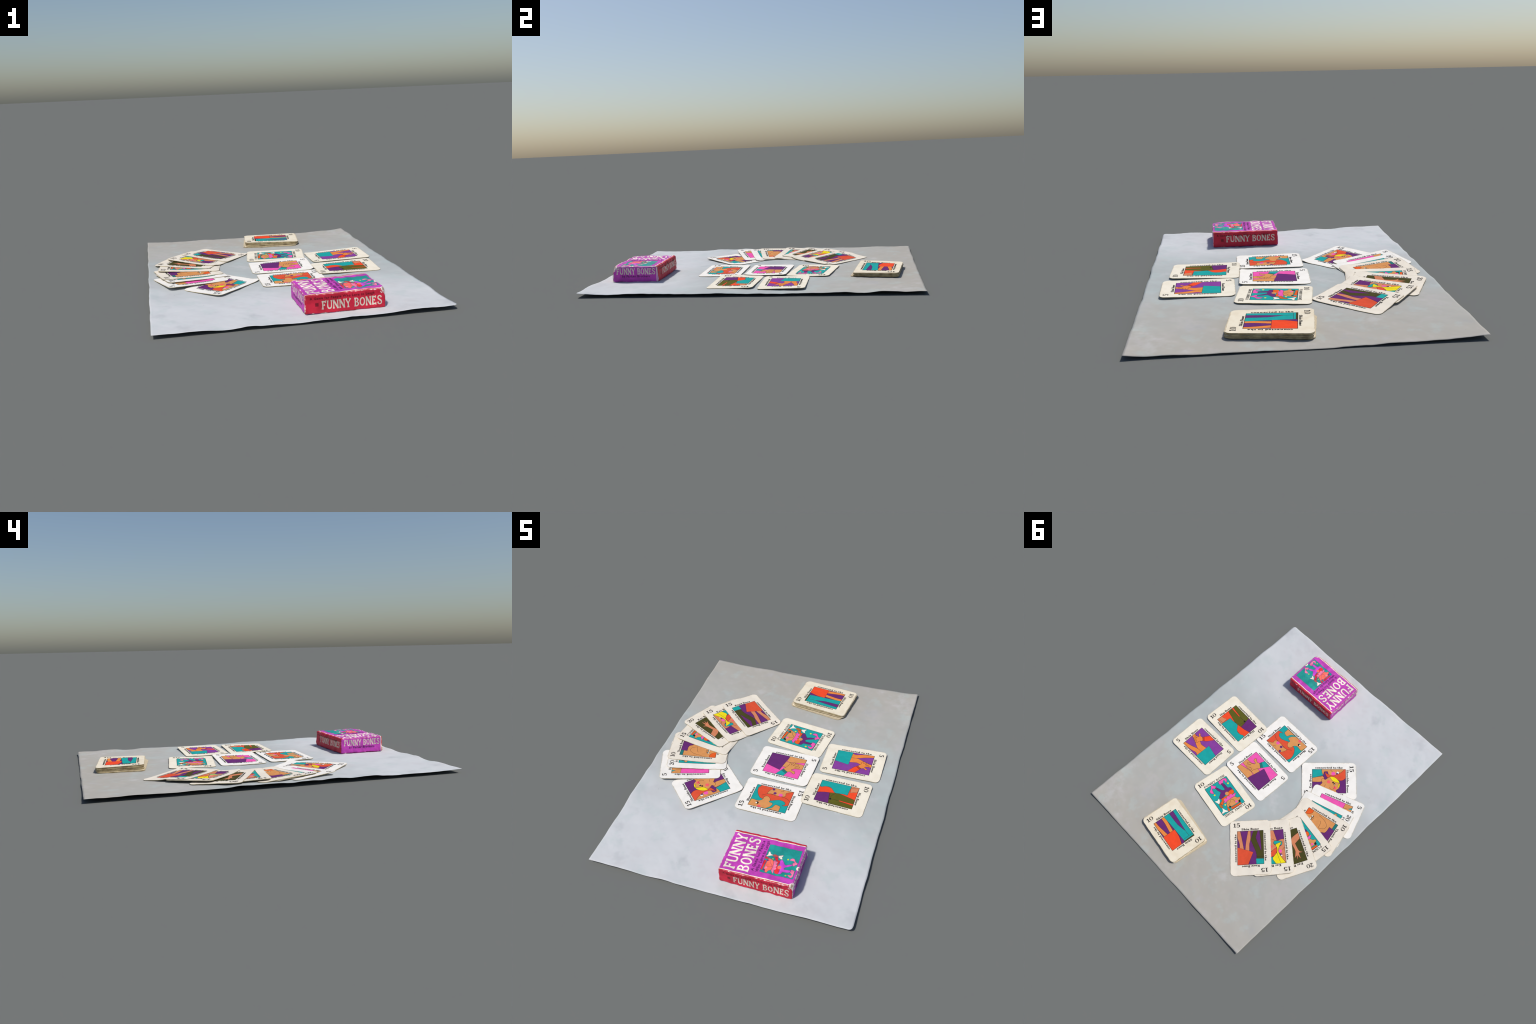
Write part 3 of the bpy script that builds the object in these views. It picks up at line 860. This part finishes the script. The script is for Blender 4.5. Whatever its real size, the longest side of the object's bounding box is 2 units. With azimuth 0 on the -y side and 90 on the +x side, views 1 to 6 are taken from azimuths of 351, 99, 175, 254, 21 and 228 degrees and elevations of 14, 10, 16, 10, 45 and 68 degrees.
def shape_layers(shapes, to_mm, line=1.9):
    """Fill and outline layers of one picture; returns layers and their (name, colour)."""
    layers, tags = [], []
    for name, colour, kind, data in shapes:
        if kind == "disc":
            c = to_mm(np.array([data[:2]], float))[0]
            layers.append([disc(c[0], c[1], data[2])])
            tags.append((name, colour))
            continue
        p = to_mm(np.array(data, float))
        if kind == "line":
            layers.append(ribbon(spline(p, 5), line))
            tags.append(("outline", "line"))
            continue
        if kind == "round":                    # soft outline, but square where it meets the frame
            d = np.array(data)
            p = soften(p, ((d <= 2) | (d >= 98)).any(1))
        elif kind == "limb":                   # soft sides, square ends
            p = soften(p, corners(p, 48))
        layers.append([p])
        tags.append((name, colour))
        layers.append(ribbon(p, line, closed=True))
        tags.append(("outline", "line"))
    return layers, tags


def pieces(v, f, top, tags, base):
    """Group triangles by piece; every line of the drawing belongs to one piece."""
    names = [base] + tags
    groups = {}
    for k in np.unique(top):
        key = ("outline", "line") if names[k + 1][0] == "outline" else (k,) + names[k + 1]
        groups.setdefault(key, []).append(f[top == k])
    for key, parts in groups.items():
        name, colour = key[-2:]
        yield name, colour, compact(v, np.vstack(parts))


PICTURE = {}


def picture_parts(kind):
    """Flat pieces of a picture in card millimetres, picture centred on 0, 0."""
    if kind not in PICTURE:
        w, h = PIC_W * 500, PIC_H * 500
        to_mm = lambda p: np.column_stack([(p[:, 0] / 50 - 1) * w, (1 - p[:, 1] / 50) * h])
        rect = np.array([(-w, -h), (w, -h), (w, h), (-w, h)])
        layers, tags = shape_layers(ART[kind], to_mm)
        b = 2.6
        ins = rect * [(w - b) / w, (h - b) / h]
        frame = [np.array([rect[i], rect[(i + 1) % 4], ins[(i + 1) % 4], ins[i]]) for i in range(4)]
        layers.append(frame)
        tags.append(("frame", "ink"))
        v, f, top = partition(rect, layers, 14.0)
        PICTURE[kind] = list(pieces(v, f, top, tags, ("picture", CAPTIONS[kind][0])))
    return PICTURE[kind]


PRINT = 0.0005            # how proud the ink stands


def print_on(surface, card, parts_parent, kind, number):
    """Picture, captions and figures of one card."""
    mat = surface.matrix()
    picture = None
    for name, colour, (v, f) in sorted(picture_parts(kind), key=lambda p: p[0] != "picture"):
        me = new_mesh(name, surface.lift(v / 1000, PRINT), f, [MAT[colour]])
        ob = new_object(name, me, parts_parent or picture or card, mat)
        if name == "picture":
            ob.parent = parts_parent or card
            ob.matrix_world = mat
            picture = ob
    _, above, below = CAPTIONS[kind]
    lines = []
    gap = 0.0045
    if above is None:
        for turn in (0.0, math.pi):
            q = lettering("FUNNY BONE", POSTER, 172.0, 15.0)
            v, f = union(stamp(q, -86.0, 0.0))
            lines.append((v / 1000, f, PIC_H / 2 + gap, turn))
    else:
        for text, turn in ((above, 0.0), (below, math.pi)):
            wide = 13.0 * len(text) + 4
            v, f = union(stamp(lettering(text, SLAB, wide, 14.5), -wide / 2, 0.0))
            lines.append((v / 1000, f, PIC_H / 2 + gap, turn))
        for turn in (math.pi / 2, -math.pi / 2):
            v, f = union(stamp(lettering("connected to the", SLAB, 196.0, 14.0), -98.0, 0.0))
            lines.append((v / 1000, f, PIC_W / 2 + gap, turn))
    for v, f, away, turn in lines:
        c, s = math.cos(turn), math.sin(turn)
        y = v[:, 1] + away
        p = np.column_stack([v[:, 0] * c - y * s, v[:, 0] * s + y * c])
        me = new_mesh("caption", surface.lift(p, PRINT), f, [MAT["ink"]])
        new_object("caption", me, card, mat)
    wide = 24.0 * len(number)
    q = lettering(number, FIGURES, wide, 28.0)
    v, f = union(q)
    v = (v - (wide / 2, 14.0)) / 1000
    for turn in (0.0, math.pi):
        c, s = math.cos(turn), math.sin(turn)
        x, y = v[:, 0] - CARD_W / 2 + (0.046 if len(number) > 1 else 0.036), v[:, 1] + CARD_H / 2 - 0.031
        p = np.column_stack([x * c - y * s, x * s + y * c])
        me = new_mesh("numeral", surface.lift(p, PRINT), f, [MAT["ink"]])
        new_object("numeral", me, card, mat)


LOOKS = {
    "shin_hand": "card showing bare legs with a hand", "hip": "card showing olive trousers and teal skirt",
    "hand_knee": "pink card showing a hand on a knee", "head_nose": "card showing two faces, red hair and nose",
    "jester": "card showing a jester holding a bone", "shin_knee": "card showing legs in skirt and trousers",
    "shoulder_ear": "card showing a yellow haired face close up", "thumb_ear": "olive card showing a raised bare arm",
    "nose_thumb": "card showing a big nosed face close up", "head_hand": "white card with a pink picture",
    "ear_shoulder": "card showing two faces touching, yellow and red hair",
}


def build_cards():
    laid = []
    for i, (kind, number, stock, x, y, turn, corners) in enumerate(LAYOUT):
        s = Surface(x, y, turn, corners, laid)
        laid.append(s)
        flat, drop, faces, index = card_body(card_outline(40 + i))
        v = s.lift(flat)
        v[:, 2] += drop
        me = new_mesh("playing_card", v, faces, [MAT[stock], MAT["edge"]], index)
        me.set_sharp_from_angle(angle=math.radians(40))
        card = new_object("playing_card", me, None, s.matrix())
        card["label"] = "rounded " + LOOKS[kind]
        card["category"] = "playing card"
        print_on(s, card, None, kind, number)


# -------------------------------------------------------------------- the deck

DECK = (0.1420, 0.7544, -97.0, (36.5, 36.5, 40.5, 36.0))


def build_deck():
    x, y, turn, corners = DECK
    deck = bpy.data.objects.new("card_deck", None)
    bpy.context.scene.collection.objects.link(deck)
    base = float(sheet_height(x, y))
    deck.location = (x, y, base)
    deck["label"] = "squared stack of worn cream playing cards"
    deck["category"] = "card deck"
    bpy.context.view_layer.update()
    top = Surface(x, y, turn, corners, [], lambda a, b: np.full(np.shape(a), 0.02))
    count, thick = 13, 0.0023
    shapes = []
    for k in range(3):
        flat, drop, faces, index = card_body(card_outline(90 + k, 0.0014), thick, 24.0)
        shapes.append((flat, drop, faces, index))
    r = np.random.default_rng(5)
    ground = Surface(x, y, turn, (0, 0, 0, 0), [])
    for k in range(count):
        a = k / (count - 1)
        flat, drop, faces, index = shapes[k % 3]
        # the lowest two cards slipped out towards the south-west
        if k < 2:
            shift, twist = (0.013 - 0.004 * k, -0.008 + 0.003 * k), math.radians(-2.6 + k)
        elif k == count - 1:
            shift, twist = (0.0, 0.0), 0.0
        elif k == count - 2:
            shift, twist = (-0.001, 0.004), math.radians(-0.8)
        else:
            shift, twist = r.normal(0, 0.0014, 2) + (0.0, 0.006 * (1 - a)), math.radians(r.normal(0, 0.3))
        c, s = math.cos(twist), math.sin(twist)
        p = np.column_stack([flat[:, 0] * c - flat[:, 1] * s + shift[0], flat[:, 0] * s + flat[:, 1] * c + shift[1]])
        zl, zh = ground.at(p[:, 0], p[:, 1]) + 0.0004, top.at(p[:, 0], p[:, 1])
        v = np.column_stack([p, zl + (zh - zl) * a - top.base + np.where(drop < 0, -(zh - zl) / (count - 1) * 0.93, 0.0)])
        me = new_mesh("playing_card", v, faces, [MAT["deck_card"], MAT["deck_edge"]], index)
        me.set_sharp_from_angle(angle=math.radians(40))
        card = new_object("playing_card", me, deck, top.matrix())
        if k == count - 1:
            bpy.context.view_layer.update()
            print_on(top, card, card, "shin_shin", "10")


# --------------------------------------------------------------------- the box

BUMP = waves(61, (0.02, 0.09))
BOW = waves(62, (0.15, 0.5), 8)


def box_point(p, lift=0.0):
    """Flat carton surface point to the real one: rounded folds, dents, bowed panels."""
    h = np.array(BOX_HALF)
    r = 0.009
    corner = np.clip(1 - np.linalg.norm(p - h * (1, -1, 1), axis=1) / 0.05, 0, 1)
    rr = r + 0.012 * corner
    q = np.clip(p, -(h - rr[:, None]), h - rr[:, None])
    d = p - q
    n = d / np.maximum(np.linalg.norm(d, axis=1, keepdims=True), 1e-9)
    wob = 0.0013 * BUMP(p[:, 0] + 0.6 * p[:, 2], p[:, 1] - 0.8 * p[:, 2]) + 0.0006 * BOW(p[:, 0], p[:, 1])
    out = q + n * (rr + wob + lift)[:, None]
    e, k = out / h, np.clip((out[:, 2] / h[2] + 1) / 2, 0, 1)
    out[:, 1] -= np.clip(-e[:, 1], 0, 1) ** 3 * (1 - k) ** 1.3 * (0.009 + 0.004 * e[:, 0])     # spread foot
    out[:, 2] += np.clip(k, 0, 1) * (0.0016 * e[:, 0] - 0.0016 * e[:, 1])                      # uneven lid
    return out


def box_panels():
    """name, width, height (mm), flat-to-box map, base colour, layers"""
    hx, hy, hz = BOX_HALF

    def layer(name, colour, polys):
        return (name, colour), polys

    rect = lambda x0, y0, x1, y1: np.array([(x0, y0), (x1, y0), (x1, y1), (x0, y1)], float)

    # face: reads along +y with its top towards -x
    W, H = 2000 * hy, 2000 * hx
    u, v = lambda a: a * W, lambda b: H - b * H
    art = [
        layer("red_band", "red", [rect(u(0.944), 0, W, H)]),
        layer("border_line", "cream", [rect(u(0.928), 0, u(0.946), H)]),
        layer("border_line", "cream", [rect(u(0.022), 0, u(0.038), H)]),
        layer("red_band", "red", [rect(0, 0, u(0.022), H)]),
        layer("picture", "box_teal", [rect(u(0.155), v(0.965), u(0.817), v(0.525))]),
    ]
    recolour = {"pink": "box_pink", "purple": "box_violet", "orange": "box_red", "tan": "box_coral",
                "line": "plum", "ink": "plum", "white": "cream", "skin_brown": "box_brown", "yellow": "box_yellow"}

    def to_mm(p):
        a = 0.777 * (100 - p[:, 0]) - 1.3
        b = 1.012 * (100 - p[:, 1]) - 1.5
        return np.column_stack([u(0.155 + 0.662 * a / 100), v(0.525 + 0.44 * b / 100)])

    figure = [(n, c, k, (d[:2] + [d[2] * 0.8]) if k == "disc" else d) for n, c, k, d in ART["jester"]]
    layers, tags = shape_layers(figure, to_mm, 1.7)
    art += [((n, recolour.get(c, c)), l) for l, (n, c) in zip(layers, tags)]
    frame = np.array([(u(0.155), v(0.965)), (u(0.817), v(0.965)), (u(0.817), v(0.525)), (u(0.155), v(0.525))])
    art.append(layer("outline", "plum", ribbon(np.vstack([frame, frame[:1]]), 1.6)))
    art.append(layer("title", "cream", stamp(lettering("FUNNY", POSTER, 0.845 * W, 0.152 * H), u(0.075), v(0.203))))
    art.append(layer("title", "cream", stamp(lettering("BONES", POSTER, 0.825 * W, 0.155 * H), u(0.072), v(0.388))))
    art.append(layer("worn_spot", "cream", [disc(u(0.41), 3.0, 13.0, 20)]))
    art.append(layer("worn_spot", "board", [disc(u(0.41), 1.0, 6.5, 14)]))
    face = ("top_panel", W, H, lambda p: np.column_stack([hx - p[:, 1] / 1000, p[:, 0] / 1000 - hy, np.full(len(p), hz)]), "magenta", art,
            [("A Game for People", 0.72 * W, u(0.495), v(0.447), "plum"), ("Who Love to Laugh", 0.75 * W, u(0.507), v(0.506), "plum")])

    # long red sides
    W2, H2 = 2000 * hx, 2000 * hz
    side_art = lambda lo: [layer("title", "faded_cream", stamp(lettering("FUNNY BONES", POSTER, 0.755 * W2, 0.44 * H2), 0.2 * W2, lo * H2, 0.0)),
                           layer("square_mark", "maroon", [rect(0.125 * W2, 0.38 * H2, 0.165 * W2, 0.56 * H2)])]
    side_text = [("A Game for People Who Love to Laugh", 0.8 * W2, 0.46 * W2, 0.74 * H2, "maroon")]
    south = ("side_panel", W2, H2, lambda p: np.column_stack([p[:, 0] / 1000 - hx, np.full(len(p), -hy), p[:, 1] / 1000 - hz]), "red", side_art(0.2), side_text)
    north = ("side_panel", W2, H2, lambda p: np.column_stack([hx - p[:, 0] / 1000, np.full(len(p), hy), p[:, 1] / 1000 - hz]), "red", side_art(0.34), side_text)

    # short violet ends
    W3, H3 = 2000 * hy, 2000 * hz
    def end(mirror):
        a = [layer("title", "faded_cream", stamp(lettering("FUNNY BONES", POSTER, 0.86 * W3, 0.40 * H3), 0.075 * W3, 0.49 * H3))]
        a.append(layer("border_line", "cream", [rect(0.955 * W3, 0, 0.972 * W3, H3)]))
        if mirror:
            a.append(layer("red_band", "red", [rect(0.972 * W3, 0, W3, H3)]))
        return a
    end_text = [("by Parker Brothers", 0.61 * W3, 0.5 * W3, 0.32 * H3, "plum")]
    east = ("end_panel", W3, H3, lambda p: np.column_stack([np.full(len(p), hx), p[:, 0] / 1000 - hy, p[:, 1] / 1000 - hz]), "magenta", end(False), end_text)
    west = ("end_panel", W3, H3, lambda p: np.column_stack([np.full(len(p), -hx), hy - p[:, 0] / 1000, p[:, 1] / 1000 - hz]), "magenta", end(True), end_text)
    base = ("base_panel", W, H, lambda p: np.column_stack([p[:, 1] / 1000 - hx, p[:, 0] / 1000 - hy, np.full(len(p), -hz)]), "magenta", [], [])
    return [face, south, north, east, west, base]


def build_box():
    box = bpy.data.objects.new("card_box", None)
    bpy.context.scene.collection.objects.link(box)
    box.location = (BOX_CENTRE[0], BOX_CENTRE[1], BOX_BASE)
    box.rotation_euler = (0, 0, math.radians(BOX_TURN))
    box["label"] = "worn purple and red cardboard box for playing cards"
    box["category"] = "card box"
    bpy.context.view_layer.update()
    mat = Matrix.Translation((BOX_CENTRE[0], BOX_CENTRE[1], BOX_BASE + BOX_HALF[2])) @ Matrix.Rotation(math.radians(BOX_TURN), 4, "Z")
    for name, w, h, to_box, colour, art, texts in box_panels():
        # finely sampled border, so that neighbouring panels share their fold
        def run(n, length):
            flat = np.linspace(12.0, length - 12.0, n)
            return np.concatenate([[0, 2.5, 5, 7, 9.5], flat, length - np.array([9.5, 7, 5, 2.5])])
        xs, ys = run(max(4, int(w / 9)), w), run(max(4, int(h / 9)), h)
        ring = [(x, 0) for x in xs] + [(w, y) for y in ys] + [(w - x, h) for x in xs] + [(0, h - y) for y in ys]
        layers = [l for _, l in art]
        tags = [t for t, _ in art]
        inner = [np.array([(m, m), (w - m, m), (w - m, h - m), (m, h - m)]) for m in (2.5, 5.0, 7.0, 9.5)]
        v, f, top = partition(np.array(ring), [inner] + layers, 9.0)
        top = np.where(top == 0, -1, top - 1)
        panel = None
        for piece, ink, (pv, pf) in sorted(pieces_box(v, f, top, tags, (name, colour)), key=lambda p: p[0] != name):
            me = new_mesh(piece, box_point(to_box(pv)), pf, [MAT[ink]])
            ob = new_object(piece, me, panel or box, mat)
            if panel is None:
                panel = ob
                bpy.context.view_layer.update()
        for text, length, cx, cy, ink in texts:
            tv, tf = typeset(text, length)
            p = tv + (cx, cy)
            me = new_mesh("lettering", box_point(to_box(p), 0.0006), tf, [MAT[ink]])
            new_object("lettering", me, panel, mat)


def pieces_box(v, f, top, tags, base):
    names = [base] + tags
    groups = {}
    for k in np.unique(top):
        n = names[k + 1]
        key = n if n[0] in ("outline", "title", "border_line") else (k,) + n
        groups.setdefault(key, []).append(f[top == k])
    for key, parts in groups.items():
        yield key[-2], key[-1], compact(v, np.vstack(parts))


build_materials()
build_sheet()
build_cards()
build_deck()
build_box()
